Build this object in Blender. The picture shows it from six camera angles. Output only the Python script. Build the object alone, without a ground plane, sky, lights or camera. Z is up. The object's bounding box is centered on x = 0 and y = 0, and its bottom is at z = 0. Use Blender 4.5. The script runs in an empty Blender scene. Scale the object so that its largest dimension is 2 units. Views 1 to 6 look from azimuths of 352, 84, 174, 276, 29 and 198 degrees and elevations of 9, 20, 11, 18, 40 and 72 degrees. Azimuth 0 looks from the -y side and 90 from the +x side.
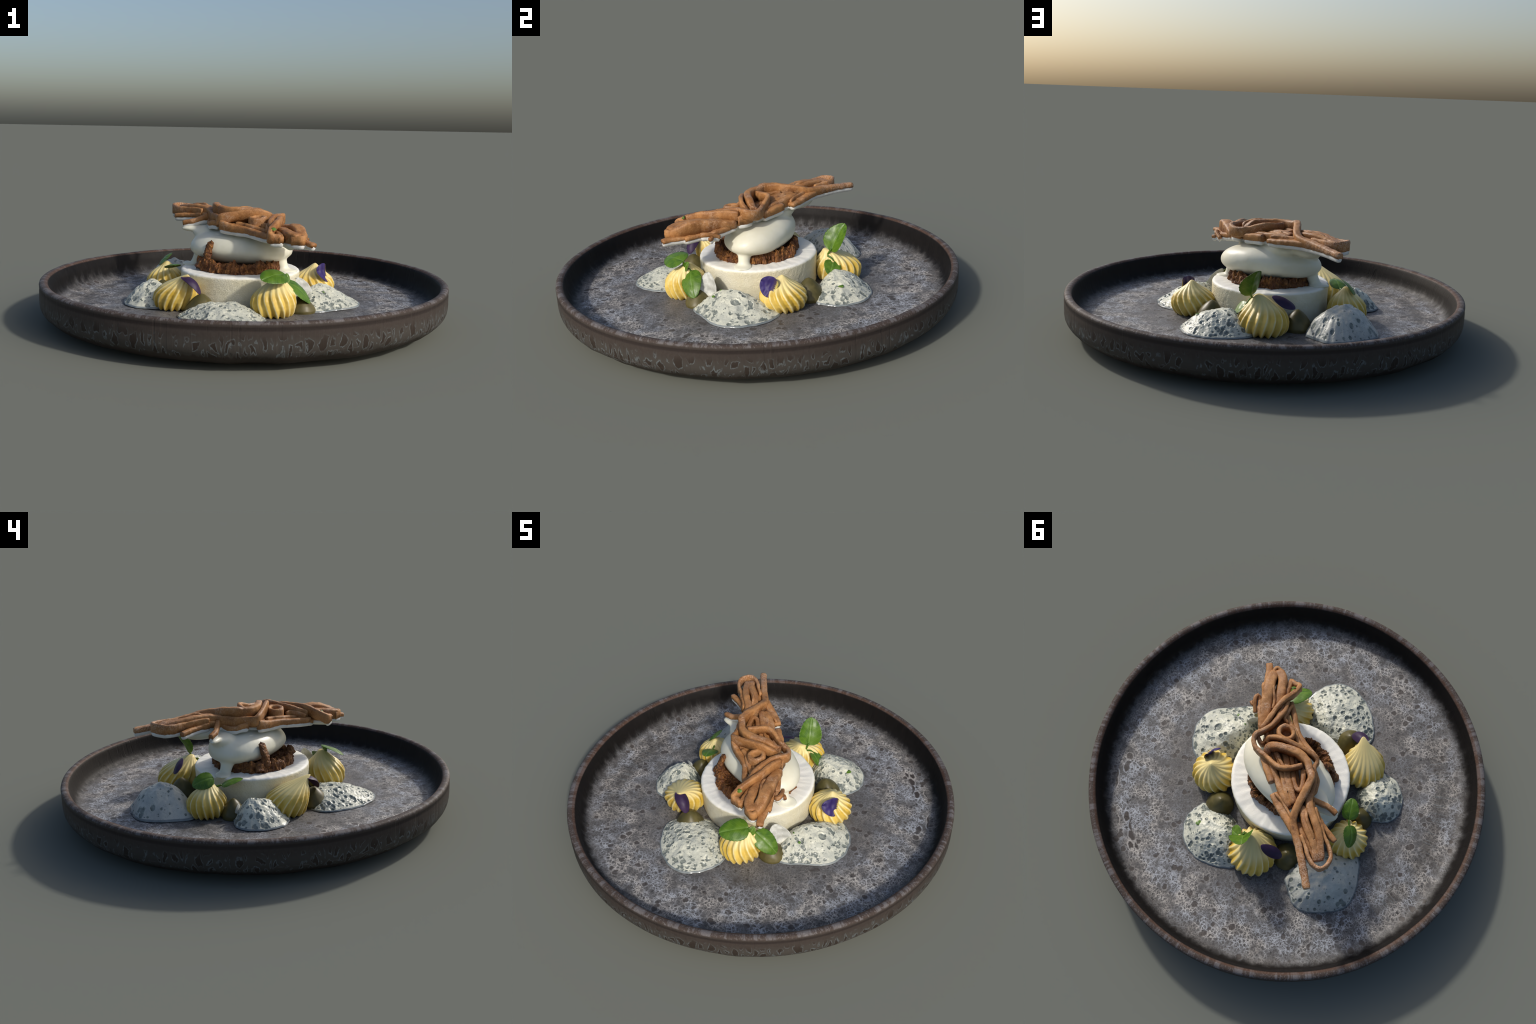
# Plated dessert: dark stoneware plate, cream cake disc with biscuit, ice cream quenelle and
# a crisp noodle tuile, ringed by piped cream kisses, gel dots, foam, herb leaves and petals.
import bpy, math, random
import numpy as np
from mathutils import Vector, Matrix, noise

FLOOR = 0.094          # height of the plate's inner floor
rng = random.Random(7)

# ------------------------------------------------------------------ helpers
def link(obj, parent=None):
    bpy.context.scene.collection.objects.link(obj)
    if parent is not None:
        obj.parent = parent
    return obj

def mesh_object(name, verts, faces, material=None, parent=None, smooth=True):
    me = bpy.data.meshes.new(name)
    me.from_pydata([tuple(v) for v in verts], [], faces)
    me.update()
    if smooth:
        me.polygons.foreach_set('use_smooth', [True] * len(me.polygons))
    if material is not None:
        for m in (material if isinstance(material, (list, tuple)) else [material]):
            me.materials.append(m)
    return link(bpy.data.objects.new(name, me), parent)

def tag(obj, label, category):
    obj["label"] = label
    obj["category"] = category
    return obj

def smoothstep(a, b, x):
    t = min(1.0, max(0.0, (x - a) / (b - a)))
    return t * t * (3 - 2 * t)

def fbm(p, octaves=3):
    return noise.fractal(Vector(p), 1.0, 2.0, octaves)

def catmull(points, step=0.006):
    P = [Vector(p) for p in points]
    P = [P[0] * 2 - P[1]] + P + [P[-1] * 2 - P[-2]]
    out = []
    for i in range(1, len(P) - 2):
        n = max(2, int((P[i + 1] - P[i]).length / step))
        for k in range(n):
            t = k / n
            a, b, c, d = P[i - 1], P[i], P[i + 1], P[i + 2]
            out.append(0.5 * ((2 * b) + (c - a) * t + (2 * a - 5 * b + 4 * c - d) * t * t
                              + (3 * b - a - 3 * c + d) * t ** 3))
    out.append(P[-2].copy())
    return out

def sweep(points, width, height, sides=14, power=3.2, taper=(0.8, 0.8), rough=0.0, seed=0.0,
          step=0.006, closed=False, foot=None):
    """Sweep a rounded-rectangle section along a smooth spine, kept upright."""
    spine = catmull(points, step)
    n = len(spine)
    if foot is not None:
        spine_foot = [q.z for q in catmull([(a[0], a[1], b) for a, b in zip(points, foot)], step)]
        if len(spine_foot) != n:
            spine_foot = list(np.interp(np.linspace(0, 1, n), np.linspace(0, 1, len(spine_foot)), spine_foot))
    verts, faces = [], []
    for i, p in enumerate(spine):
        t = (spine[min(i + 1, n - 1)] - spine[max(i - 1, 0)]).normalized()
        if closed and i in (0, n - 1):
            t = (spine[1] - spine[-2]).normalized()
        side = t.cross(Vector((0, 0, 1))).normalized()
        up = side.cross(t)
        d = min(i, n - 1 - i) * step
        s = 1.0
        if not closed:
            e = taper[0] if i < n / 2 else taper[1]
            s = e + (1 - e) * smoothstep(0, 0.012, d)
        for k in range(sides):
            a = 2 * math.pi * k / sides
            ca, sa = math.cos(a), math.sin(a)
            r = (abs(ca) ** power + abs(sa) ** power) ** (-1 / power)
            q = p + side * (ca * r * width / 2 * s) + up * (sa * r * height / 2 * s)
            if foot is not None and sa < -0.15:
                q.z = min(q.z, spine_foot[i] + (0.004 if sa > -0.6 else 0.0))
            if rough:
                nrm = (side * ca + up * sa)
                q += nrm * rough * (fbm((q.x * 28 + seed, q.y * 28, q.z * 28), 3)
                                    + 0.6 * noise.noise(Vector((q.x * 110, q.y * 110, q.z * 110 + seed))))
            verts.append(q)
    for i in range(n - 1):
        for k in range(sides):
            a, b = i * sides + k, i * sides + (k + 1) % sides
            faces.append((a, b, b + sides, a + sides))
    if closed:
        pass
    else:
        faces.append(tuple(range(sides - 1, -1, -1)))
        faces.append(tuple((n - 1) * sides + k for k in range(sides)))
    return verts, faces

# ------------------------------------------------------------------ node helpers
class Nodes:
    def __init__(self, name):
        self.mat = bpy.data.materials.new(name)
        self.mat.use_nodes = True
        self.t = self.mat.node_tree
        self.bsdf = next(n for n in self.t.nodes if n.type == 'BSDF_PRINCIPLED')
        self.out = next(n for n in self.t.nodes if n.type == 'OUTPUT_MATERIAL')
        self.obj = self.t.nodes.new('ShaderNodeTexCoord').outputs['Object']

    def put(self, sock, v):
        if hasattr(v, 'is_output'):
            self.t.links.new(v, sock)
        elif isinstance(v, (tuple, list)) and len(v) == 3 and sock.type == 'RGBA':
            sock.default_value = (*v, 1)
        else:
            sock.default_value = v

    def math(self, op, a, b=0.0, c=None, clamp=False):
        n = self.t.nodes.new('ShaderNodeMath')
        n.operation, n.use_clamp = op, clamp
        self.put(n.inputs[0], a)
        self.put(n.inputs[1], b)
        if c is not None:
            self.put(n.inputs[2], c)
        return n.outputs[0]

    def step(self, x, lo, hi, a=0.0, b=1.0):
        n = self.t.nodes.new('ShaderNodeMapRange')
        n.interpolation_type = 'SMOOTHSTEP'
        for s, v in zip(n.inputs[:5], (x, lo, hi, a, b)):
            self.put(s, v)
        return n.outputs[0]

    def mix(self, f, a, b, mode='MIX'):
        n = self.t.nodes.new('ShaderNodeMix')
        n.data_type, n.blend_type = 'RGBA', mode
        self.put(n.inputs[0], f)
        self.put(n.inputs[6], a)
        self.put(n.inputs[7], b)
        return n.outputs[2]

    def scale(self, vec, s, loc=(0, 0, 0)):
        n = self.t.nodes.new('ShaderNodeMapping')
        self.put(n.inputs[0], vec)
        n.inputs['Location'].default_value = loc
        n.inputs['Scale'].default_value = s if isinstance(s, tuple) else (s, s, s)
        return n.outputs[0]

    def noise(self, vec, scale, detail=4.0, rough=0.55, dist=0.0, colour=False):
        n = self.t.nodes.new('ShaderNodeTexNoise')
        self.put(n.inputs['Vector'], vec)
        n.inputs['Scale'].default_value = scale
        n.inputs['Detail'].default_value = detail
        n.inputs['Roughness'].default_value = rough
        n.inputs['Distortion'].default_value = dist
        return n.outputs['Color' if colour else 'Fac']

    def warp(self, vec, scale, amount):
        c = self.noise(vec, scale, 3, colour=True)
        n = self.t.nodes.new('ShaderNodeVectorMath')
        n.operation = 'SUBTRACT'
        self.put(n.inputs[0], c)
        n.inputs[1].default_value = (0.5, 0.5, 0.5)
        m = self.t.nodes.new('ShaderNodeVectorMath')
        m.operation = 'MULTIPLY_ADD'
        self.put(m.inputs[0], n.outputs[0])
        m.inputs[1].default_value = (amount,) * 3
        self.put(m.inputs[2], vec)
        return m.outputs[0]

    def voronoi(self, vec, scale, feature='F1', rand=1.0, out='Distance'):
        n = self.t.nodes.new('ShaderNodeTexVoronoi')
        n.feature = feature
        self.put(n.inputs['Vector'], vec)
        n.inputs['Scale'].default_value = scale
        n.inputs['Randomness'].default_value = rand
        return n.outputs[out]

    def xyz(self, vec=None):
        n = self.t.nodes.new('ShaderNodeSeparateXYZ')
        self.put(n.inputs[0], vec or self.obj)
        return n.outputs

    def combine(self, x, y, z):
        n = self.t.nodes.new('ShaderNodeCombineXYZ')
        for s, v in zip(n.inputs, (x, y, z)):
            self.put(s, v)
        return n.outputs[0]

    def bump(self, height, strength=0.3, distance=0.01):
        n = self.t.nodes.new('ShaderNodeBump')
        self.put(n.inputs['Strength'], strength)
        n.inputs['Distance'].default_value = distance
        self.put(n.inputs['Height'], height)
        self.put(self.bsdf.inputs['Normal'], n.outputs[0])

    def set(self, **kw):
        for k, v in kw.items():
            self.put(self.bsdf.inputs[k.replace('_', ' ')], v)
        return self.mat

# ------------------------------------------------------------------ materials
def stoneware():
    """Glazed stoneware: mottled floor, dark wall, worn lip, running crackle outside."""
    N = Nodes('stoneware')
    x, y, z = N.xyz()
    r = N.math('SQRT', N.math('ADD', N.math('MULTIPLY', x, x), N.math('MULTIPLY', y, y)))
    flat = N.combine(x, y, 0.0)
    w = N.warp(flat, 22, 0.03)
    wf = N.warp(N.warp(flat, 60, 0.02), 160, 0.006)
    # floor: grey brown clouds, pale crystalline filaments, brown pools with pale rings
    cloud = N.noise(w, 7, 6, 0.65)
    base = N.mix(N.step(cloud, 0.36, 0.64), (0.060, 0.054, 0.050), (0.105, 0.101, 0.100))
    grain = N.noise(wf, 85, 5, 0.75)
    base = N.mix(N.step(grain, 0.40, 0.72, 0.0, 0.9), base, (0.158, 0.156, 0.155))
    base = N.mix(N.step(N.noise(N.warp(flat, 90, 0.01), 130, 3, 0.7), 0.58, 0.36, 0.0, 0.6), base, (0.050, 0.046, 0.043))
    fil = N.step(N.voronoi(wf, 52, 'DISTANCE_TO_EDGE'), 0.13, 0.0)
    fil2 = N.step(N.math('ABSOLUTE', N.math('SUBTRACT', N.noise(wf, 60, 4, 0.65), 0.5)), 0.030, 0.0)
    rough_ring = N.math('ADD', r, N.math('MULTIPLY', N.math('SUBTRACT', N.noise(flat, 4, 3), 0.5), 0.35))
    ring = N.math('MULTIPLY', N.step(rough_ring, 0.52, 0.80), N.step(r, 0.92, 0.84))
    patchy = N.step(N.noise(N.scale(w, 1.0, (2, 8, 0)), 16, 4, 0.6), 0.30, 0.66)
    pale_amt = N.math('MULTIPLY', N.math('MAXIMUM', fil, fil2),
                      N.math('MULTIPLY', N.math('ADD', 0.26, N.math('MULTIPLY', ring, 1.10)), patchy))
    hue = N.mix(N.step(N.noise(flat, 6, 2), 0.42, 0.58), (0.38, 0.40, 0.43), (0.48, 0.45, 0.41))
    base = N.mix(pale_amt, base, hue)
    pv = N.voronoi(N.warp(flat, 26, 0.025), 19, 'F1')
    pick = N.step(N.noise(N.scale(flat, 1.0, (3, 5, 1)), 8, 2), 0.47, 0.53)
    pools = N.math('MULTIPLY', N.step(pv, 0.33, 0.25), pick)
    halo = N.math('MULTIPLY', N.step(N.math('ABSOLUTE', N.math('SUBTRACT', pv, 0.36)), 0.07, 0.02), pick)
    base = N.mix(N.math('MULTIPLY', halo, N.math('ADD', 0.05, N.math('MULTIPLY', ring, 0.22))), base, hue)
    base = N.mix(N.math('MULTIPLY', pools, 0.85), base, (0.056, 0.046, 0.040))
    pits = N.math('MULTIPLY', N.step(N.voronoi(N.warp(flat, 50, 0.01), 40, 'F1'), 0.27, 0.15),
                  N.step(N.noise(N.scale(flat, 1.0, (9, 2, 0)), 12, 2), 0.50, 0.57))
    base = N.mix(N.math('MULTIPLY', pits, 0.75), base, (0.028, 0.027, 0.026))
    # long brown pools strung along the floor's edge on one side
    ang = N.math('ARCTAN2', y, x)
    arc = N.combine(N.math('MULTIPLY', ang, 0.62), N.math('MULTIPLY', N.math('SUBTRACT', r, 0.852), 1.25), 0.0)
    sv = N.voronoi(N.warp(arc, 30, 0.02), 17, 'F1')
    near = N.math('MULTIPLY', N.step(N.math('ABSOLUTE', N.math('SUBTRACT', r, 0.852)), 0.034, 0.024),
                  N.math('MULTIPLY', N.step(ang, 0.12, 0.25), N.step(ang, 0.90, 0.75)))
    strip = N.math('MULTIPLY', N.step(sv, 0.40, 0.33), near)
    base = N.mix(N.math('MULTIPLY', N.step(N.math('ABSOLUTE', N.math('SUBTRACT', sv, 0.44)), 0.07, 0.02), N.math('MULTIPLY', near, 0.5)), base, hue)
    base = N.mix(strip, base, (0.050, 0.041, 0.036))
    # inner wall, nearly black brown
    wall = N.mix(N.noise(N.combine(N.math('MULTIPLY', ang, 8.0), r, N.math('MULTIPLY', z, 3.0)), 3, 3),
                 (0.006, 0.0053, 0.005), (0.0135, 0.0115, 0.0105))
    wr = N.math('ADD', r, N.math('MULTIPLY', N.math('SUBTRACT', N.noise(wf, 26, 4), 0.5), 0.05))
    col = N.mix(N.step(wr, 0.895, 0.938), base, wall)
    # lip
    lipn = N.noise(N.combine(N.math('MULTIPLY', ang, 6.0), 0.0, N.math('MULTIPLY', z, 4.0)), 4, 4, 0.7)
    lip = N.mix(N.step(lipn, 0.48, 0.60), (0.060, 0.045, 0.038), (0.125, 0.115, 0.115))
    lip = N.mix(N.step(N.noise(wf, 120, 3), 0.5, 0.7, 0.0, 0.5), lip, (0.20, 0.19, 0.19))
    col = N.mix(N.step(z, 0.199, 0.2055), col, N.mix(0.5, lip, (0.085, 0.040, 0.022)))
    col = N.mix(N.step(r, 0.9715, 0.9755), col, lip)
    # outside: brown band, running blue grey crackle, dark brown cells
    band = N.mix(N.noise(N.obj, 90, 4, 0.7), (0.037, 0.030, 0.0265), (0.064, 0.052, 0.045))
    ow = N.warp(N.combine(N.math('MULTIPLY', ang, 1.0), 0.0, N.math('MULTIPLY', z, 0.55)), 26, 0.035)
    ov = N.voronoi(ow, 26, 'DISTANCE_TO_EDGE')
    cells = N.mix(N.step(ov, 0.13, 0.24), (0.058, 0.052, 0.046), (0.036, 0.028, 0.023))
    lines = N.step(N.math('ABSOLUTE', N.math('SUBTRACT', ov, 0.16)), 0.05, 0.01)
    cells = N.mix(N.math('MULTIPLY', lines, N.step(N.noise(N.obj, 40, 3), 0.35, 0.6, 0.25, 0.9)), cells, (0.118, 0.135, 0.14))
    zz = N.math('ADD', z, N.math('MULTIPLY', N.math('SUBTRACT', N.noise(N.combine(N.math('MULTIPLY', ang, 9.0), 0.0, 0.0), 3.2, 4), 0.5), 0.07))
    outer = N.mix(N.step(zz, 0.120, 0.165), cells, band)
    outer = N.mix(N.step(zz, 0.072, 0.060), outer, (0.042, 0.033, 0.028))
    seam = N.step(N.math('ABSOLUTE', N.math('SUBTRACT', z, 0.183)), 0.012, 0.004)
    outer = N.mix(N.math('MULTIPLY', seam, 0.65), outer, (0.026, 0.020, 0.019))
    outside = N.math('MULTIPLY', N.step(r, 0.990, 0.9955), N.step(z, 0.205, 0.197))
    low = N.step(z, 0.090, 0.086)
    col = N.mix(N.math('MAXIMUM', outside, low), col, outer)
    foot = N.mix(N.noise(N.obj, 30, 3), (0.024, 0.020, 0.018), (0.045, 0.038, 0.032))
    col = N.mix(N.step(N.math('ADD', z, N.math('MULTIPLY', r, 0.0)), 0.040, 0.034), col, foot)
    col = N.mix(N.step(z, 0.006, 0.003), col, (0.20, 0.165, 0.12))
    height = N.math('ADD', N.math('MULTIPLY', grain, 0.5),
                    N.math('SUBTRACT', N.math('MULTIPLY', cloud, 0.6), N.math('MULTIPLY', N.math('MAXIMUM', pools, pits), 0.4)))
    N.bump(height, 0.35, 0.006)
    ro = N.mix(N.step(wr, 0.88, 0.94), (0.50,) * 3, (0.62,) * 3)
    return N.set(Base_Color=col, Roughness=N.math('ADD', 0.42, N.math('MULTIPLY', grain, 0.25)),
                 Specular_IOR_Level=N.step(wr, 0.88, 0.94, 0.4, 0.12))

def plain(name, a, b, scale, rough=0.5, bump=0.1, fine=None, sss=0.0, dist=0.004, spec=0.4):
    N = Nodes(name)
    n = N.noise(N.obj, scale, 5, 0.6)
    col = N.mix(N.step(n, 0.35, 0.65), a, b)
    h = n
    if fine:
        h = N.noise(N.obj, fine, 4, 0.65)
    N.bump(h, bump, dist)
    m = N.set(Base_Color=col, Roughness=rough, Specular_IOR_Level=spec)
    if sss:
        N.set(Subsurface_Weight=sss, Subsurface_Radius=(0.03, 0.025, 0.015), Subsurface_Scale=0.5)
    return m

def cake_mat():
    """Set cream: smooth white skin on top, ivory porous cut side."""
    N = Nodes('cream_cake')
    x, y, z = N.xyz()
    n = N.noise(N.obj, 9, 5, 0.6)
    side = N.mix(N.step(n, 0.35, 0.65), (0.72, 0.67, 0.49), (0.78, 0.745, 0.59))
    pore = N.noise(N.warp(N.obj, 60, 0.01), 130, 4, 0.7)
    side = N.mix(N.step(pore, 0.60, 0.75, 0.0, 0.6), side, (0.86, 0.85, 0.76))
    top = N.mix(n, (0.86, 0.845, 0.78), (0.82, 0.80, 0.71))
    zz = N.math('ADD', z, N.math('MULTIPLY', N.math('SUBTRACT', N.noise(N.obj, 25, 3), 0.5), 0.012))
    col = N.mix(N.step(zz, 0.238, 0.247), side, top)
    N.bump(pore, N.step(z, 0.238, 0.248, 0.7, 0.2), 0.008)
    return N.set(Base_Color=col, Roughness=0.5, Specular_IOR_Level=0.4, Subsurface_Weight=0.06,
                 Subsurface_Radius=(0.03, 0.025, 0.015), Subsurface_Scale=0.4)

def tuile_brown():
    N = Nodes('baked_noodle')
    n = N.noise(N.obj, 14, 5, 0.6)
    col = N.mix(N.step(n, 0.33, 0.68), (0.235, 0.098, 0.030), (0.43, 0.205, 0.070))
    fine = N.noise(N.warp(N.obj, 60, 0.01), 150, 4, 0.7)
    col = N.mix(N.step(fine, 0.45, 0.75, 0.0, 0.55), col, (0.52, 0.29, 0.13))
    dust = N.math('MULTIPLY', N.step(N.noise(N.scale(N.obj, 1.0, (4, 1, 2)), 11, 3), 0.50, 0.68), N.step(fine, 0.40, 0.62))
    col = N.mix(N.math('MULTIPLY', dust, 0.6), col, (0.50, 0.34, 0.23))
    dark = N.step(N.noise(N.scale(N.obj, 1.0, (1, 7, 2)), 17, 4), 0.60, 0.74)
    col = N.mix(N.math('MULTIPLY', dark, 0.6), col, (0.13, 0.045, 0.016))
    y = N.xyz()[1]
    tip = N.math('MULTIPLY', N.step(y, 0.33, 0.52), N.step(fine, 0.42, 0.60))
    col = N.mix(N.math('MULTIPLY', tip, 0.6), col, (0.56, 0.40, 0.29))
    N.bump(fine, 0.45, 0.004)
    return N.set(Base_Color=col, Roughness=N.step(n, 0.3, 0.7, 0.42, 0.62), Specular_IOR_Level=0.4)

def biscuit():
    N = Nodes('biscuit_crumb')
    n = N.noise(N.obj, 28, 5, 0.7)
    col = N.mix(N.step(n, 0.35, 0.66), (0.085, 0.026, 0.008), (0.33, 0.140, 0.034))
    v = N.voronoi(N.warp(N.obj, 50, 0.02), 75, 'F1')
    col = N.mix(N.step(v, 0.2, 0.6, 0.0, 0.6), col, (0.075, 0.024, 0.008))
    N.bump(N.math('ADD', N.math('MULTIPLY', v, -0.6), n), 0.8, 0.012)
    return N.set(Base_Color=col, Roughness=0.6, Specular_IOR_Level=0.35)

def piped_cream(ridges, twist, lean):
    """Yellow custard cream whose piped ridges are paler; follows the mesh's own ridge rule."""
    N = Nodes('piped_cream')
    x, y, z = N.xyz()
    t = N.math('DIVIDE', z, 0.16)
    t2 = N.math('MULTIPLY', t, t)
    t2 = N.math('MULTIPLY', t2, t)
    xx = N.math('SUBTRACT', x, N.math('MULTIPLY', t2, lean[0]))
    yy = N.math('SUBTRACT', y, N.math('MULTIPLY', t2, lean[1]))
    curl = N.math('MULTIPLY', N.math('MULTIPLY', z, z), 0.8 * abs(twist) * twist)
    a = N.math('SUBTRACT', N.math('SUBTRACT', N.math('ARCTAN2', yy, xx), N.math('MULTIPLY', z, twist)), curl)
    c = N.math('COSINE', N.math('MULTIPLY', a, float(ridges)))
    wob = N.math('MULTIPLY', N.math('SUBTRACT', N.noise(N.obj, 30, 3), 0.5), 0.7)
    ridge = N.step(N.math('ADD', c, wob), 0.55, 1.15)
    ridge = N.math('MULTIPLY', ridge, N.step(z, 0.15, 0.105))
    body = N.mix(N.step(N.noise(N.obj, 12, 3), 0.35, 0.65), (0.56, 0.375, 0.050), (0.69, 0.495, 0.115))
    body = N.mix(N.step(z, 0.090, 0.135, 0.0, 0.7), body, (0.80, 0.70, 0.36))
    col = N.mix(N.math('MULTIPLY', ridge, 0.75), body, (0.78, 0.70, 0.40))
    N.bump(N.noise(N.obj, 60, 3), 0.08, 0.004)
    return N.set(Base_Color=col, Roughness=0.42, Specular_IOR_Level=0.4, Subsurface_Weight=0.08,
                 Subsurface_Radius=(0.03, 0.02, 0.008), Subsurface_Scale=0.4)

def foam_mat(name, light, grey):
    N = Nodes(name)
    n = N.noise(N.obj, 16, 5, 0.65)
    col = N.mix(N.step(n, 0.38, 0.66), light, grey)
    v = N.voronoi(N.warp(N.obj, 40, 0.01), 95, 'F1')
    small = N.math('MULTIPLY', N.step(v, 0.30, 0.16), N.step(N.noise(N.obj, 22, 2), 0.42, 0.60))
    col = N.mix(N.math('MULTIPLY', small, 0.55), col, (0.17, 0.19, 0.175))
    v2 = N.voronoi(N.obj, 190, 'F1')
    col = N.mix(N.step(v2, 0.34, 0.14, 0.0, 0.30), col, (0.26, 0.28, 0.25))
    N.bump(N.math('ADD', v, N.math('MULTIPLY', v2, 0.5)), 0.22, 0.003)
    return N.set(Base_Color=col, Roughness=0.40, Specular_IOR_Level=0.4)

def leaf_mat():
    N = Nodes('herb_leaf')
    x, y, z = N.xyz()
    side = N.math('ABSOLUTE', y)
    vein_main = N.step(side, 0.0035, 0.001)
    br = N.math('SINE', N.math('MULTIPLY', N.math('SUBTRACT', x, N.math('MULTIPLY', side, 0.9)), 260.0))
    vein_side = N.math('MULTIPLY', N.step(br, 0.90, 0.99), 0.55)
    col = N.mix(N.step(N.noise(N.obj, 30, 3), 0.35, 0.65), (0.048, 0.122, 0.007), (0.095, 0.190, 0.013))
    col = N.mix(N.math('MULTIPLY', N.math('MAXIMUM', vein_main, vein_side), 0.5), col, (0.19, 0.32, 0.07))
    N.bump(N.noise(N.obj, 90, 3), 0.15, 0.003)
    N.set(Base_Color=col, Roughness=0.38, Specular_IOR_Level=0.45)
    tr = N.t.nodes.new('ShaderNodeBsdfTranslucent')
    tr.inputs[0].default_value = (0.20, 0.34, 0.02, 1)
    mx = N.t.nodes.new('ShaderNodeMixShader')
    mx.inputs[0].default_value = 0.14
    N.t.links.new(N.bsdf.outputs[0], mx.inputs[1])
    N.t.links.new(tr.outputs[0], mx.inputs[2])
    N.t.links.new(mx.outputs[0], N.out.inputs[0])
    return N.mat

def petal_mat(name, tip, mid, base, reach):
    """Petal coloured along its length: pale claw, dark streaks, velvet blade."""
    N = Nodes(name)
    x, y, z = N.xyz()
    streak = N.noise(N.combine(N.math('MULTIPLY', x, 8.0), N.math('MULTIPLY', y, 160.0), 0.0), 1.0, 2)
    col = N.mix(N.step(N.noise(N.obj, 40, 3), 0.35, 0.65), tip, tuple(c * 0.75 for c in tip))
    dx = N.math('ADD', x, N.math('MULTIPLY', N.math('SUBTRACT', streak, 0.5), reach * 0.8))
    col = N.mix(N.step(dx, reach, reach * 0.45), col, mid)
    col = N.mix(N.step(dx, reach * 0.5, reach * 0.15), col, base)
    return N.set(Base_Color=col, Roughness=0.5, Specular_IOR_Level=0.3)

# ------------------------------------------------------------------ plate
def build_plate():
    profile = [(0.0, 0.012), (0.70, 0.012), (0.775, 0.011), (0.795, 0.002), (0.805, 0.0), (0.832, 0.0),
               (0.845, 0.003), (0.855, 0.012), (0.866, 0.022), (0.884, 0.026), (0.908, 0.027), (0.927, 0.029),
               (0.944, 0.036), (0.960, 0.047), (0.973, 0.058), (0.983, 0.069), (0.991, 0.081), (0.996, 0.094),
               (0.9985, 0.110), (0.9995, 0.130), (0.999, 0.150), (0.999, 0.168), (0.997, 0.180), (0.999, 0.189), (0.9995, 0.197),
               (0.9970, 0.2045), (0.991, 0.2095), (0.981, 0.2110), (0.971, 0.209), (0.963, 0.202), (0.959, 0.191),
               (0.957, 0.175), (0.953, 0.158), (0.949, 0.140), (0.943, 0.122), (0.932, 0.106), (0.916, 0.0965),
               (0.895, 0.0925), (0.86, 0.0912)]
    # concentric floor rings
    profile += [(0.86 * (1 - (k / 40.0)), 0.0912 + (FLOOR - 0.0915) * k / 40) for k in range(1, 40)]
    seg = 320
    verts, faces = [], []
    top = len(profile)
    for j, (r, z) in enumerate(profile):
        if r == 0.0:
            verts.append((0, 0, z))
            continue
        for i in range(seg):
            a = 2 * math.pi * i / seg
            ca, sa = math.cos(a), math.sin(a)
            dr = 0.0022 * fbm((ca * 2.2, sa * 2.2, z * 6), 2)
            dz = 0.0
            if 0.15 < z:                       # gently uneven lip
                dz = 0.0022 * fbm((ca * 3 + 5, sa * 3, 1.0), 3) * smoothstep(0.15, 0.2, z)
            if z < 0.06 and r > 0.75:          # uneven foot and glaze edge
                dz += 0.0045 * fbm((ca * 7 + 9, sa * 7, r * 3), 3) * (1.0 if z > 0.005 else 0.35)
                dr += 0.004 * fbm((ca * 6, sa * 6 + 4, 2), 2)
            if j > 36:                         # faint waviness of the floor
                dz = 0.0012 * fbm((ca * r * 5, sa * r * 5, 3.0), 3) + 0.0008 * math.sin(r * 46)
                dz -= 0.003 * smoothstep(0.1, 0.8, -ca * r)
            if 28 <= j <= 38:                  # wall a little thicker on one side
                dr -= 0.013 * max(0.0, -ca * 0.9 + sa * 0.2) * (1 if j > 30 else 0.4)
            rr = min(r + dr, 0.9995)
            verts.append((rr * ca, rr * sa, max(0.0, z + dz)))
    verts.append((0, 0, FLOOR))
    first = 1
    for i in range(seg):
        faces.append((0, first + (i + 1) % seg, first + i))
    for j in range(1, top - 1):
        o = first + (j - 1) * seg
        for i in range(seg):
            k = (i + 1) % seg
            faces.append((o + i, o + k, o + seg + k, o + seg + i))
    o = first + (top - 2) * seg
    for i in range(seg):
        faces.append((o + i, o + (i + 1) % seg, len(verts) - 1))
    ob = mesh_object('plate', verts, faces, stoneware())
    return tag(ob, 'round dark stoneware plate with upright rim and mottled glaze', 'plate')

# ------------------------------------------------------------------ central stack
CAKE = Vector((-0.022, 0.011, 0.0))

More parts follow.
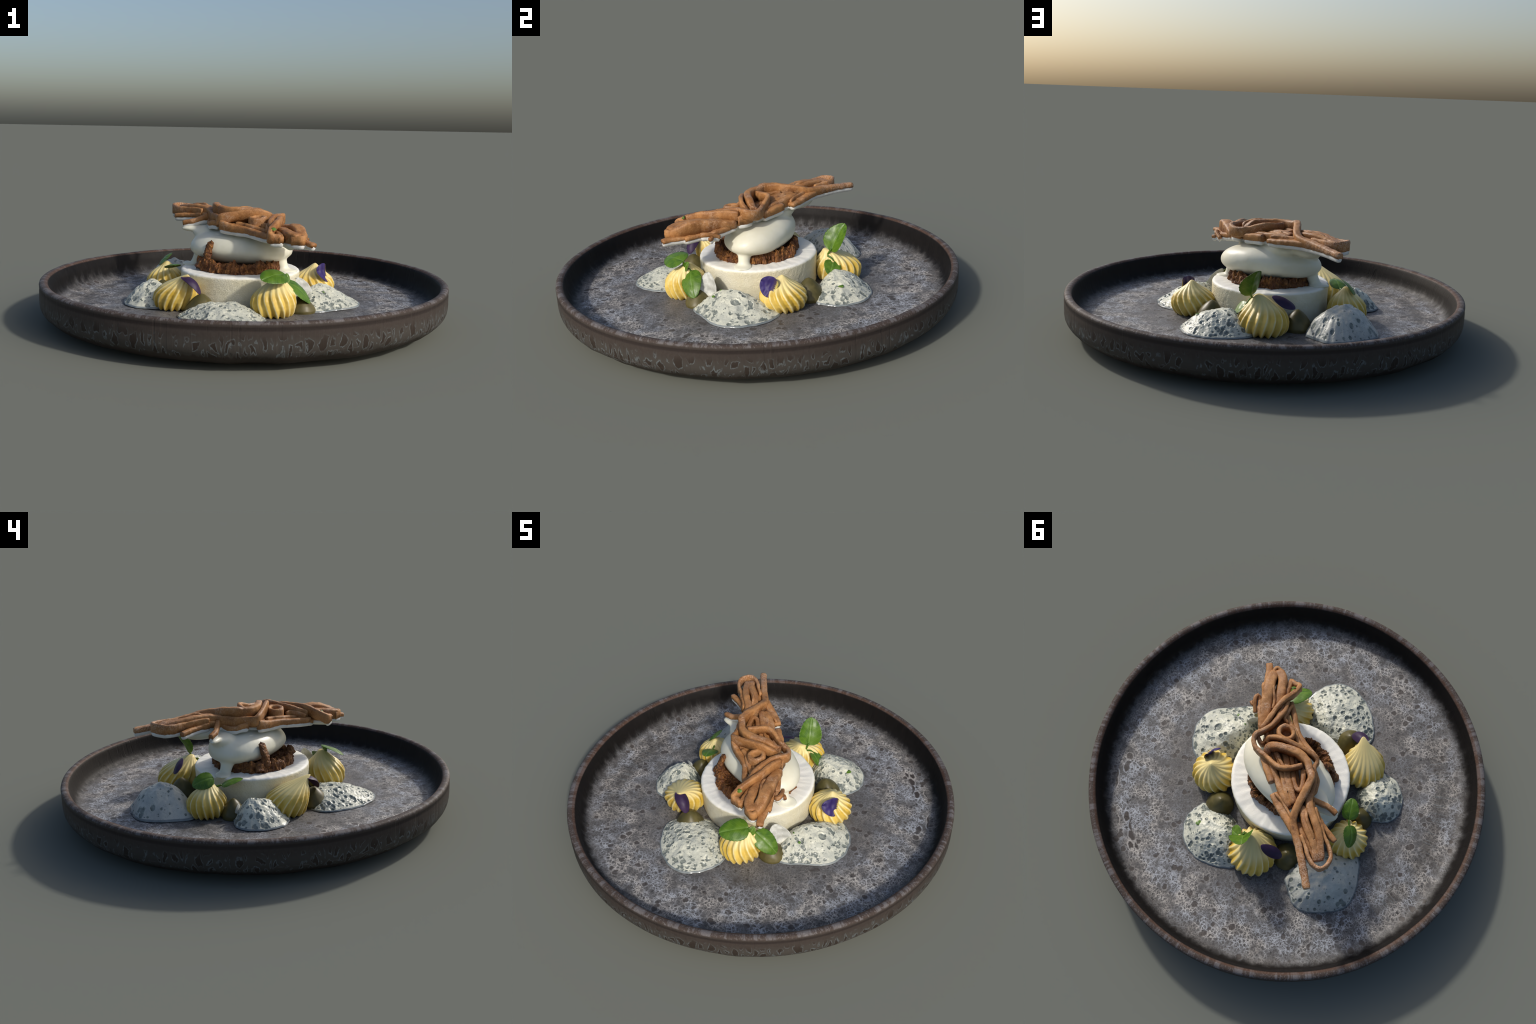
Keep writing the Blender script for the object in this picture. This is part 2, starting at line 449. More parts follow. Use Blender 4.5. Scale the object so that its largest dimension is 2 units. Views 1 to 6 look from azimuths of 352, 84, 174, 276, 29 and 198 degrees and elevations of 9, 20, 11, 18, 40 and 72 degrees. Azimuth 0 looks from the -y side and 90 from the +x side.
def build_cake(parent, material):
    R, top = 0.2975, 0.2505
    prof = [(R - 0.010, FLOOR - 0.004), (R - 0.006, FLOOR + 0.004)]
    prof += [(R - 0.004 + 0.003 * k / 14, FLOOR + 0.012 + (top - 0.018 - FLOOR - 0.012) * k / 14) for k in range(15)]
    prof += [(R - 0.001, top - 0.011), (R - 0.004, top - 0.005), (R - 0.010, top - 0.001), (R - 0.018, top)]
    prof += [((R - 0.018) * (1 - k / 22), top) for k in range(1, 22)]
    seg = 260
    verts, faces = [], []
    for r, z in prof:
        for i in range(seg):
            a = 2 * math.pi * i / seg
            ca, sa = math.cos(a), math.sin(a)
            dr = 0.003 * fbm((ca * 2 + 3, sa * 2, z * 4), 2)
            dz = 0.0
            if z < top - 0.002:
                dr += 0.0016 * fbm((ca * 26, sa * 26, z * 90), 3)
            if z > top - 0.02:
                dz = 0.0022 * fbm((ca * r * 22, sa * r * 22, 2), 3) + 0.0018 * fbm((ca * 9, sa * 9, 4), 2)
            rr = r + dr
            verts.append((CAKE.x + rr * ca, CAKE.y + rr * sa, z + dz))
    n = len(prof)
    for j in range(n - 1):
        for i in range(seg):
            k = (i + 1) % seg
            faces.append((j * seg + i, j * seg + k, (j + 1) * seg + k, (j + 1) * seg + i))
    faces.append(tuple((n - 1) * seg + i for i in range(seg)))
    faces.append(tuple(seg - 1 - i for i in range(seg)))
    return mesh_object('cream_cake', verts, faces, material, parent)

def build_biscuit(parent, material):
    """Crumbly disc: jagged raised edge round a lower, rough middle."""
    cx, cy, R, z0 = -0.022, 0.004, 0.212, 0.2515
    seg, rings = 300, 46
    verts, faces = [], []
    prof = [(1.0, -0.004), (1.02, 0.006), (1.0, 0.02), (1.01, 0.034), (0.985, 0.046), (0.95, 0.053), (0.90, 0.047), (0.84, 0.034)]
    prof += [(0.80 * (1 - k / 26.0), 0.026) for k in range(26)]
    for r, h in prof:
        for i in range(seg):
            a = 2 * math.pi * i / seg
            ca, sa = math.cos(a), math.sin(a)
            big = fbm((ca * 3.5, sa * 3.5, 7), 3)
            cell = noise.cell(Vector((ca * 9 + 20, sa * 9 + 20, h * 40 + 4)))
            dr = 0.012 * big + 0.009 * fbm((ca * 15, sa * 15, h * 190), 4) + 0.007 * (cell - 0.5)
            hh = h * (1 + 0.32 * big + 0.42 * fbm((ca * 9, sa * 9, r * 9), 4)) if h > 0 else h
            if r < 0.99:
                hh += 0.007 * fbm((ca * r * 14, sa * r * 14, 8), 4)
            rr = R * r + dr * min(1, r * 1.5)
            verts.append((cx + rr * ca, cy + rr * sa, z0 + hh))
    n = len(prof)
    for j in range(n - 1):
        for i in range(seg):
            k = (i + 1) % seg
            faces.append((j * seg + i, j * seg + k, (j + 1) * seg + k, (j + 1) * seg + i))
    faces.append(tuple((n - 1) * seg + i for i in range(seg)))
    return mesh_object('biscuit', verts, faces, material, parent, smooth=False)

def build_shard(parent, material, pts, w, h):
    v, f = sweep(pts, w, h, sides=10, taper=(1.0, 0.25), rough=0.006, step=0.003)
    return mesh_object('biscuit_shard', v, f, material, parent)

def blob(verts, faces, centre, semi, yaw=0.0, tilt=0.0, nu=48, nv=26, power=2.0, low=1.0):
    """Append a closed (super)ellipsoid to a vertex list, used for remeshed cream masses."""
    o = len(verts)
    M = Matrix.Rotation(yaw, 3, 'Z') @ Matrix.Rotation(tilt, 3, 'Y')
    c = Vector(centre)
    for j in range(1, nv):
        v = -math.pi / 2 + math.pi * j / nv
        for i in range(nu):
            u = 2 * math.pi * i / nu
            p = Vector((math.cos(u) * math.cos(v), math.sin(u) * math.cos(v), math.sin(v)))
            k = (abs(p.x) ** power + abs(p.y) ** power + abs(p.z) ** power) ** (-1 / power)
            p = p * k
            if p.z < 0:
                p.z *= low
            verts.append(c + M @ Vector((p.x * semi[0], p.y * semi[1], p.z * semi[2])))
    b, t = len(verts), len(verts) + 1
    verts.append(c + M @ Vector((0, 0, -semi[2])))
    verts.append(c + M @ Vector((0, 0, semi[2])))
    for j in range(nv - 2):
        for i in range(nu):
            k = (i + 1) % nu
            faces.append((o + j * nu + i, o + j * nu + k, o + (j + 1) * nu + k, o + (j + 1) * nu + i))
    for i in range(nu):
        k = (i + 1) % nu
        faces.append((b, o + k, o + i))
        faces.append((t, o + (nv - 2) * nu + i, o + (nv - 2) * nu + k))

def apply_modifiers(ob):
    dg = bpy.context.evaluated_depsgraph_get()
    me = bpy.data.meshes.new_from_object(ob.evaluated_get(dg))
    old = ob.data
    ob.modifiers.clear()
    ob.data = me
    bpy.data.meshes.remove(old)
    me.polygons.foreach_set('use_smooth', [True] * len(me.polygons))

def build_quenelle(parent, material):
    v, f = [], []
    yaw = math.radians(-26)
    blob(v, f, (-0.018, 0.028, 0.345), (0.267, 0.163, 0.100), yaw, power=2.1, low=0.74)
    for k, p in enumerate(v):              # the scoop leans back a little towards its top
        if p.z > 0.345:
            v[k] = Vector((p.x, p.y + 0.22 * (p.z - 0.345), p.z))
    # cream drawn up against the tuile
    blob(v, f, (-0.050, 0.090, 0.436), (0.140, 0.080, 0.045), math.radians(-62))
    blob(v, f, (-0.165, 0.230, 0.447), (0.110, 0.056, 0.036), math.radians(-62))
    blob(v, f, (0.075, -0.045, 0.418), (0.100, 0.050, 0.034), math.radians(-62))
    blob(v, f, (-0.235, 0.158, 0.430), (0.075, 0.030, 0.018), math.radians(-8))
    blob(v, f, (-0.175, 0.130, 0.412), (0.080, 0.060, 0.040), math.radians(-20))
    # drips running down on to the cake
    for x, y, r, foot in ((0.184, -0.082, 0.029, 0.062), (-0.238, 0.122, 0.030, 0.055)):
        for k in range(7):
            t = k / 6
            blob(v, f, (x * (1 - 0.14 * t), y * (1 - 0.14 * t), 0.256 + 0.065 * t), (r * (1 + 0.35 * t * t),) * 2 + (0.02,), nu=20, nv=10)
        blob(v, f, (x * 1.07, y * 1.07, 0.2515), (foot, foot * 0.8, 0.011), nu=32, nv=10)
    ob = mesh_object('ice_cream_quenelle', v, f, material, parent)
    m = ob.modifiers.new('fuse', 'REMESH')
    m.mode, m.voxel_size = 'VOXEL', 0.0055
    s = ob.modifiers.new('soft', 'SMOOTH')
    s.factor, s.iterations = 0.5, 16
    apply_modifiers(ob)
    me = ob.data
    for vt in me.vertices:
        p = vt.co
        vt.co = p + vt.normal * (0.0035 * fbm((p.x * 7, p.y * 7, p.z * 9), 2))
    return ob

# ------------------------------------------------------------------ noodle tuile
STRANDS = []

def strand(width, height, points):
    STRANDS.append((width, height, points))

# each call lays one baked ribbon: width, thickness and the spine it follows
strand(0.035, 0.028, [(-0.279, 0.557, 0.486), (-0.225, 0.46, 0.497), (-0.179, 0.382, 0.507), (-0.135, 0.31, 0.515), (-0.12, 0.269, 0.527), (-0.122, 0.214, 0.54), (-0.133, 0.142, 0.55), (-0.139, 0.075, 0.555), (-0.123, 0.043, 0.548), (-0.097, 0.006, 0.545), (-0.047, -0.023, 0.544), (0.01, -0.028, 0.543), (0.064, -0.026, 0.539), (0.1, -0.014, 0.515), (0.101, 0.016, 0.488)])  # stick
strand(0.0221, 0.032, [(0.115, -0.046, 0.501), (0.108, -0.06, 0.52), (0.074, -0.066, 0.534), (0.03, -0.065, 0.539), (-0.027, -0.059, 0.53), (-0.081, -0.051, 0.521), (-0.122, -0.04, 0.512), (-0.138, -0.023, 0.504), (-0.134, 0.012, 0.504), (-0.153, 0.063, 0.505), (-0.16, 0.117, 0.512), (-0.167, 0.167, 0.517)])  # loop2
strand(0.0258, 0.034, [(0.113, -0.395, 0.454), (0.088, -0.383, 0.455), (0.067, -0.379, 0.461), (0.076, -0.333, 0.48), (0.109, -0.273, 0.5), (0.128, -0.223, 0.507), (0.14, -0.175, 0.51), (0.152, -0.129, 0.508), (0.166, -0.09, 0.506)])  # corner
strand(0.0221, 0.034, [(0.094, -0.276, 0.474), (0.089, -0.222, 0.493), (0.105, -0.167, 0.506), (0.124, -0.119, 0.513), (0.152, -0.084, 0.517), (0.177, -0.059, 0.515), (0.18, -0.029, 0.508), (0.162, 0, 0.502), (0.127, 0.021, 0.505), (0.089, 0.038, 0.513), (0.046, 0.062, 0.529), (0.008, 0.07, 0.536), (-0.034, 0.054, 0.533), (-0.078, 0.024, 0.533)])  # sbend
strand(0.0239, 0.03, [(0.105, -0.261, 0.48), (0.107, -0.197, 0.494), (0.12, -0.142, 0.502), (0.145, -0.109, 0.499)])  # corner2
strand(0.0276, 0.03, [(0.081, -0.29, 0.444), (0.045, -0.23, 0.447), (0.015, -0.177, 0.452), (-0.014, -0.133, 0.458), (-0.051, -0.101, 0.463), (-0.093, -0.07, 0.47), (-0.13, -0.04, 0.484)])  # right1
strand(0.023, 0.028, [(0.09, -0.23, 0.452), (0.053, -0.182, 0.462), (0.011, -0.141, 0.47), (-0.019, -0.098, 0.475), (-0.055, -0.075, 0.478)])  # right2
strand(0.0515, 0.03, [(0.201, -0.417, 0.452), (0.208, -0.37, 0.476), (0.201, -0.306, 0.492), (0.191, -0.251, 0.486), (0.181, -0.2, 0.479), (0.175, -0.158, 0.471), (0.162, -0.109, 0.464)])  # bladeL
strand(0.046, 0.03, [(0.189, -0.424, 0.461), (0.157, -0.385, 0.47), (0.144, -0.329, 0.475), (0.139, -0.278, 0.474), (0.143, -0.236, 0.467), (0.145, -0.19, 0.459)])  # bladeR
strand(0.0184, 0.04, [(0.209, -0.396, 0.449), (0.211, -0.426, 0.451), (0.199, -0.439, 0.45), (0.178, -0.428, 0.451), (0.157, -0.415, 0.447)])  # foldfront
strand(0.0276, 0.03, [(0.114, -0.403, 0.445), (0.116, -0.361, 0.457), (0.116, -0.314, 0.462), (0.121, -0.262, 0.455)])  # blade3
strand(0.035, 0.02, [(0.252, -0.459, 0.428), (0.239, -0.426, 0.431), (0.23, -0.374, 0.431), (0.217, -0.301, 0.433), (0.198, -0.235, 0.437)])  # tab
strand(0.0184, 0.02, [(0.232, -0.191, 0.424), (0.245, -0.223, 0.437), (0.253, -0.256, 0.446), (0.248, -0.272, 0.445), (0.233, -0.259, 0.435), (0.213, -0.202, 0.439)])  # curl1
strand(0.0166, 0.018, [(0.271, -0.241, 0.426), (0.258, -0.227, 0.427), (0.249, -0.237, 0.432)])  # curl2
strand(0.0276, 0.026, [(0.222, -0.226, 0.437), (0.191, -0.163, 0.446), (0.171, -0.123, 0.453)])  # leftbody1
strand(0.0331, 0.028, [(0.112, 0.032, 0.475), (0.082, 0.071, 0.485), (0.052, 0.113, 0.491), (0.033, 0.139, 0.492)])  # left_low
strand(0.0276, 0.028, [(0.11, -0.008, 0.471), (0.067, 0.046, 0.487), (0.035, 0.092, 0.497), (0.013, 0.117, 0.5), (-0.011, 0.153, 0.503), (-0.048, 0.196, 0.508), (-0.086, 0.225, 0.506)])  # body1
strand(0.0239, 0.028, [(0.077, -0.027, 0.473), (0.034, 0.027, 0.49), (0.005, 0.077, 0.495), (-0.011, 0.106, 0.505), (-0.036, 0.15, 0.509), (-0.061, 0.187, 0.507), (-0.09, 0.214, 0.505)])  # body2
strand(0.0331, 0.03, [(0.028, -0.036, 0.472), (-0.008, 0.034, 0.49), (-0.029, 0.092, 0.507), (-0.057, 0.14, 0.514), (-0.085, 0.185, 0.513), (-0.1, 0.208, 0.509)])  # body3
strand(0.0239, 0.028, [(-0.003, -0.038, 0.472), (-0.035, 0.031, 0.485), (-0.065, 0.103, 0.51), (-0.092, 0.137, 0.514), (-0.111, 0.132, 0.519), (-0.104, 0.086, 0.514), (-0.089, 0.042, 0.508)])  # body4
strand(0.0442, 0.022, [(0.007, 0.185, 0.484), (-0.034, 0.225, 0.489), (-0.075, 0.263, 0.494), (-0.109, 0.293, 0.498), (-0.154, 0.331, 0.498)])  # plank
strand(0.0184, 0.024, [(-0.135, 0.011, 0.478), (-0.16, 0.044, 0.472), (-0.172, 0.072, 0.465), (-0.172, 0.108, 0.469), (-0.163, 0.14, 0.481)])  # hangloop
strand(0.0368, 0.03, [(-0.129, 0.233, 0.502), (-0.149, 0.223, 0.517), (-0.172, 0.267, 0.527), (-0.205, 0.314, 0.529), (-0.239, 0.349, 0.523), (-0.262, 0.384, 0.517), (-0.283, 0.427, 0.509)])  # lowL
strand(0.0368, 0.03, [(-0.155, 0.132, 0.513), (-0.168, 0.19, 0.525), (-0.204, 0.241, 0.531), (-0.237, 0.286, 0.528), (-0.264, 0.332, 0.523), (-0.281, 0.377, 0.517), (-0.295, 0.419, 0.509)])  # lowR
strand(0.0276, 0.026, [(-0.146, 0.283, 0.491), (-0.186, 0.332, 0.497), (-0.237, 0.376, 0.497), (-0.273, 0.416, 0.497)])  # lowM
strand(0.0184, 0.038, [(-0.177, 0.339, 0.512), (-0.212, 0.38, 0.512), (-0.24, 0.422, 0.512), (-0.272, 0.45, 0.515), (-0.306, 0.457, 0.517), (-0.331, 0.432, 0.517), (-0.337, 0.389, 0.512), (-0.314, 0.348, 0.507), (-0.283, 0.314, 0.507), (-0.258, 0.285, 0.506)])  # uloop
strand(0.0276, 0.026, [(-0.199, 0.2, 0.498), (-0.237, 0.242, 0.488), (-0.282, 0.276, 0.485), (-0.334, 0.308, 0.482)])  # tagR
strand(0.0258, 0.026, [(-0.172, 0.157, 0.504), (-0.209, 0.156, 0.482), (-0.255, 0.159, 0.467), (-0.299, 0.175, 0.458)])  # tagR2
strand(0.016, 0.03, [(0.199, -0.351, 0.483), (0.175, -0.304, 0.488), (0.157, -0.26, 0.48), (0.151, -0.218, 0.473)])  # thin1
strand(0.016, 0.028, [(0.173, -0.096, 0.485), (0.166, -0.054, 0.49), (0.138, -0.03, 0.488), (0.13, -0.066, 0.479), (0.135, -0.097, 0.485)])  # thin2
strand(0.016, 0.026, [(0.054, -0.009, 0.485), (0.029, 0.029, 0.501), (-0.006, 0.065, 0.506), (-0.032, 0.119, 0.512), (-0.058, 0.166, 0.517)])  # thin3
strand(0.015, 0.026, [(-0.165, 0.229, 0.529), (-0.185, 0.274, 0.539), (-0.217, 0.311, 0.535), (-0.24, 0.342, 0.529)])  # thin4
strand(0.016, 0.026, [(-0.2, 0.196, 0.514), (-0.226, 0.238, 0.518), (-0.258, 0.275, 0.515), (-0.287, 0.322, 0.512)])  # thin5
strand(0.016, 0.026, [(0.057, -0.168, 0.481), (0.08, -0.189, 0.484), (0.075, -0.233, 0.477), (0.068, -0.267, 0.465)])  # thin6
strand(0.015, 0.024, [(0, 0.185, 0.499), (-0.041, 0.21, 0.504), (-0.08, 0.244, 0.508), (-0.111, 0.275, 0.51)])  # thin7
strand(0.046, 0.024, [(0.233, -0.357, 0.428), (0.196, -0.254, 0.436), (0.153, -0.154, 0.446), (0.113, -0.063, 0.459), (0.075, 0.012, 0.468), (0.048, 0.083, 0.476)])  # base1
strand(0.046, 0.024, [(0.165, -0.391, 0.424), (0.141, -0.273, 0.435), (0.116, -0.165, 0.451), (0.074, -0.077, 0.457), (0.032, -0.003, 0.466), (-0.002, 0.085, 0.481), (-0.048, 0.16, 0.487), (-0.095, 0.226, 0.492)])  # base2
strand(0.046, 0.024, [(0.11, -0.302, 0.433), (0.076, -0.179, 0.45), (0.031, -0.093, 0.455), (-0.018, -0.019, 0.469), (-0.053, 0.066, 0.479), (-0.099, 0.142, 0.486), (-0.147, 0.225, 0.492), (-0.202, 0.306, 0.494), (-0.26, 0.399, 0.492)])  # base3
strand(0.046, 0.024, [(0.006, -0.115, 0.454), (-0.043, -0.064, 0.464), (-0.085, -0.02, 0.474), (-0.103, 0.032, 0.48), (-0.143, 0.129, 0.491), (-0.187, 0.213, 0.5), (-0.237, 0.294, 0.497), (-0.283, 0.383, 0.492)])  # base4

def sheet_level(y):
    return float(np.interp(y, [-.46, -.3, -.1, .1, .3, .56], [.434, .445, .453, .478, .492, .492]))

def build_tuile(parent, brown, white):
    holder = None
    verts, faces = [], []
    objs = []
    for i, (w, h, pts) in enumerate(STRANDS):
        # every ribbon stands on the fused sheet below it: stretch its section down to the sheet
        foot = [min(p[2] - h / 2, max(sheet_level(p[1]) - 0.012, p[2] + h / 2 - (0.050 if w < 0.026 else 0.074))) for p in pts]
        v, f = sweep(pts, w, h, sides=20, power=3.6, rough=0.0026, seed=i * 3.7, taper=(0.86, 0.86), foot=foot)
        objs.append((v, f))
        # pale cream coat under the stretch of ribbon that lies on the sheet's underside
        run, best = [], []
        for p, b in zip(pts, foot):
            run = run + [(p[0], p[1], min(b, sheet_level(p[1]) - 0.004) - 0.004)] if b - sheet_level(p[1]) < 0.004 else []
            best = run if len(run) > len(best) else best
        if len(best) < 3:
            continue
        v2, f2 = sweep(best, w * 0.90, 0.030, sides=12, power=2.2, taper=(0.75, 0.75))
        o = len(verts)
        verts += v2
        faces += [tuple(k + o for k in q) for q in f2]
    # one ribbon curled into a ring
    ring = [(0.046 + 0.036 * math.cos(a), -0.112 + 0.033 * math.sin(a), 0.505 + 0.004 * math.sin(a + 1))
            for a in [2 * math.pi * k / 12 for k in range(13)]]
    objs.append(sweep(ring, 0.021, 0.034, sides=18, rough=0.003, closed=True, foot=[0.45] * 13))
    holder = mesh_object('tuile_cream_coat', verts, faces, white, None)
    m = holder.modifiers.new('fuse', 'REMESH')
    m.mode, m.voxel_size = 'VOXEL', 0.0045
    s = holder.modifiers.new('soft', 'SMOOTH')
    s.factor, s.iterations = 0.5, 10
    apply_modifiers(holder)
    tuile = bpy.data.objects.new('noodle_tuile', None)
    link(tuile, parent)
    holder.parent = tuile
    for v, f in objs:
        mesh_object('noodle_strand', v, f, brown, tuile)
    return tuile

# ------------------------------------------------------------------ piped kisses and gel
def build_kiss(centre, radius, height, lean, ridges=16, twist=4.0, phase=0.0, plump=1.0):
    seg, rings = ridges * 14, 70
    key = [(0.0, 0.72), (0.05, 0.82), (0.12, 0.91), (0.22, 0.98), (0.33, 1.0), (0.44, 0.97), (0.54, 0.885), (0.62, 0.775), (0.72, 0.585),
           (0.80, 0.41), (0.87, 0.275), (0.93, 0.17), (0.975, 0.085), (1.0, 0.0)]
    ks, rs = zip(*key)
    lx, ly = lean
    verts, faces = [], []
    for j in range(rings + 1):
        s = j / rings
        t = 1 - (1 - s) ** 1.15
        rr = float(np.interp(t, ks, rs)) ** (1 / plump) * radius
        z = t * height
        u = z / 0.16
        amp = 0.052 * smoothstep(0.96, 0.66, t) * (1 + 0.7 * smoothstep(0.25, 0.0, t))
        for i in range(seg):
            a = 2 * math.pi * i / seg
            c = math.cos(ridges * (a - twist * z - 0.8 * abs(twist) * twist * z * z))
            ridge = (0.5 + 0.5 * c) ** 0.8 * 2 - 1
            wob = 1 + 0.045 * fbm((math.cos(a) * 1.8 + phase, math.sin(a) * 1.8, t * 2), 3)
            ridge *= 1 + 0.45 * fbm((math.cos(a) * 4 + phase, math.sin(a) * 4, t * 1.5), 2)
            rad = rr * wob * (1 + amp * ridge)
            verts.append((rad * math.cos(a) + lx * u ** 3, rad * math.sin(a) + ly * u ** 3,
                          z + 0.004 * ridge * smoothstep(0.3, 0.0, t) * -1 + 0.004))
    for j in range(rings):
        for i in range(seg):
            k = (i + 1) % seg
            faces.append((j * seg + i, j * seg + k, (j + 1) * seg + k, (j + 1) * seg + i))
    faces.append(tuple(seg - 1 - i for i in range(seg)))
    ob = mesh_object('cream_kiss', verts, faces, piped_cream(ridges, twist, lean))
    ob.location = (centre[0], centre[1], FLOOR - 0.003)
    return tag(ob, 'ridged yellow custard cream kiss piped to a point', 'piped cream')

def build_gel(centre, radius, height, material, peak=(0, 0)):
    seg, rings = 72, 30
    verts, faces = [], []
    for j in range(rings + 1):
        t = j / rings
        rr = radius * (1 - t ** 1.55) ** 0.66 if t < 1 else 0.0
        rr = max(rr, 0.0) * (0.93 + 0.07 * smoothstep(0, 0.2, t))
        z = height * t
        for i in range(seg):
            a = 2 * math.pi * i / seg
            w = 1 + 0.05 * fbm((math.cos(a) + centre[0] * 40, math.sin(a), t * 2), 2)
            verts.append((rr * w * math.cos(a) + peak[0] * t * t, rr * w * math.sin(a) + peak[1] * t * t, z))
    for j in range(rings):
        for i in range(seg):
            k = (i + 1) % seg
            faces.append((j * seg + i, j * seg + k, (j + 1) * seg + k, (j + 1) * seg + i))
    faces.append(tuple(seg - 1 - i for i in range(seg)))
    ob = mesh_object('gel_dot', verts, faces, material)
    ob.location = (centre[0], centre[1], FLOOR - 0.003)
    return tag(ob, 'glossy olive green dome of fruit gel', 'gel')

# ------------------------------------------------------------------ foam
def build_foam(outline, peak, height, mats, bubbles, seed, shape=2.2, rough=0.008, power=1.3):
    """Foam mound inside a plan outline; bubbles are pressed into it as craters."""
    R = random.Random(seed)
    px, py = peak
    pts = catmull([(x, y, 0) for x, y in outline] + [(*outline[0], 0)], 0.01)
    ang = np.array([math.atan2(p.y - py, p.x - px) for p in pts])
    rad = np.array([math.hypot(p.x - px, p.y - py) for p in pts])
    o = np.argsort(ang)
    ang, rad = ang[o], rad[o]
    seg, rings = 300, 120
    th = np.linspace(-math.pi, math.pi, seg, endpoint=False)
    ro = np.interp(th, ang, rad, period=2 * math.pi)
    ro = ro + 0.004 * np.array([fbm((math.cos(a) * 5 + seed, math.sin(a) * 5, 0), 2) for a in th])
    # bubble list: position, radius
    bl = []
    for k in range(bubbles):
        a = R.uniform(-math.pi, math.pi)
        q = R.random() ** 0.36
        rr = float(np.interp(a, th, ro, period=2 * math.pi)) * q * 0.965
        big = R.random()
        size = (0.0024 + 0.0085 * big ** 3.4) * (0.75 + 0.5 * q)
        bl.append((px + rr * math.cos(a), py + rr * math.sin(a), size))
    for x, y, s in BIG_BUBBLES.get(seed, []):
        bl.append((x, y, s))
    B = np.array(bl)
    verts, faces, slots = [], [], []
    crater = []
    for j in range(rings + 1):
        q = (j / rings) ** 0.8
        X = px + ro * q * np.cos(th)
        Y = py + ro * q * np.sin(th)
        d = np.hypot(X[:, None] - B[None, :, 0], Y[:, None] - B[None, :, 1]) / B[None, :, 2]
        k = np.argmin(d, axis=1)
        dm = d[np.arange(seg), k]
        depth = np.where(dm < 1, np.sqrt(np.maximum(0, 1 - dm ** 2)) * B[k, 2] * 0.50, 0.0)
        rim = np.exp(-((dm - 1.15) / 0.18) ** 2) * B[k, 2] * 0.12
        for i in range(seg):
            x, y = float(X[i]), float(Y[i])
            h = height * max(0.0, 1 - q ** shape) ** power
            edge = smoothstep(1.0, 0.80, q)
            h *= 1 + 0.20 * fbm((x * 9 + seed, y * 9, 1), 3) * edge
            h += (rough * 0.5 * fbm((x * 34, y * 34, seed), 3)) * edge
            h += 0.0045 * smoothstep(1.0, 0.985, q)
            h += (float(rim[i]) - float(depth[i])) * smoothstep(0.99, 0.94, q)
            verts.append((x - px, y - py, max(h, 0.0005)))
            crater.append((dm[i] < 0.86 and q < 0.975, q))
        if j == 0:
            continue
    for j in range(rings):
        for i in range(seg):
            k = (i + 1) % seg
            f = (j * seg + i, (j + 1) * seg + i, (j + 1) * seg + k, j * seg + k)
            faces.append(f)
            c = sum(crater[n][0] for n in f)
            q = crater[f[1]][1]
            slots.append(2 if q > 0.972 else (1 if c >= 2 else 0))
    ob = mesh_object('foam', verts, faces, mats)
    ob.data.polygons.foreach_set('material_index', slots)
    ob.location = (px, py, FLOOR)
    return tag(ob, 'mound of pale bubbly milk foam', 'foam')

BIG_BUBBLES = {
    1: [(0.427, -0.150, 0.020), (0.395, -0.105, 0.012), (0.360, -0.075, 0.013), (0.345, -0.160, 0.009), (0.375, -0.12, 0.010), (0.44, -0.08, 0.012), (0.41, -0.055, 0.009)],
    2: [(0.20, 0.47, 0.012), (0.25, 0.45, 0.008), (0.17, 0.45, 0.007), (0.23, 0.49, 0.009), (0.29, 0.47, 0.008)],
    3: [(-0.235, 0.50, 0.011), (-0.45, 0.50, 0.013), (-0.26, 0.56, 0.010), (-0.34, 0.575, 0.008), (-0.20, 0.52, 0.012)],
    4: [(-0.455, -0.09, 0.014), (-0.46, -0.05, 0.010), (-0.43, -0.13, 0.009)],
    5: [(-0.19, -0.42, 0.014), (-0.22, -0.45, 0.011), (-0.16, -0.44, 0.012), (-0.25, -0.43, 0.012), (-0.20, -0.47, 0.010), (-0.13, -0.40, 0.012),
        (-0.10, -0.42, 0.010), (-0.27, -0.46, 0.010), (-0.15, -0.48, 0.009), (-0.23, -0.50, 0.011), (-0.08, -0.45, 0.010)],
}

# ------------------------------------------------------------------ leaves and petals
def frame(base, tip, normal):
    b, t = Vector(base), Vector(tip)
    x = (t - b)
    L = x.length
    x.normalize()
    n = Vector(normal)
    n = (n - x * n.dot(x)).normalized()
    y = n.cross(x)
    M = Matrix((x, y, n)).transposed().to_4x4()
    M.translation = b
    return M, L

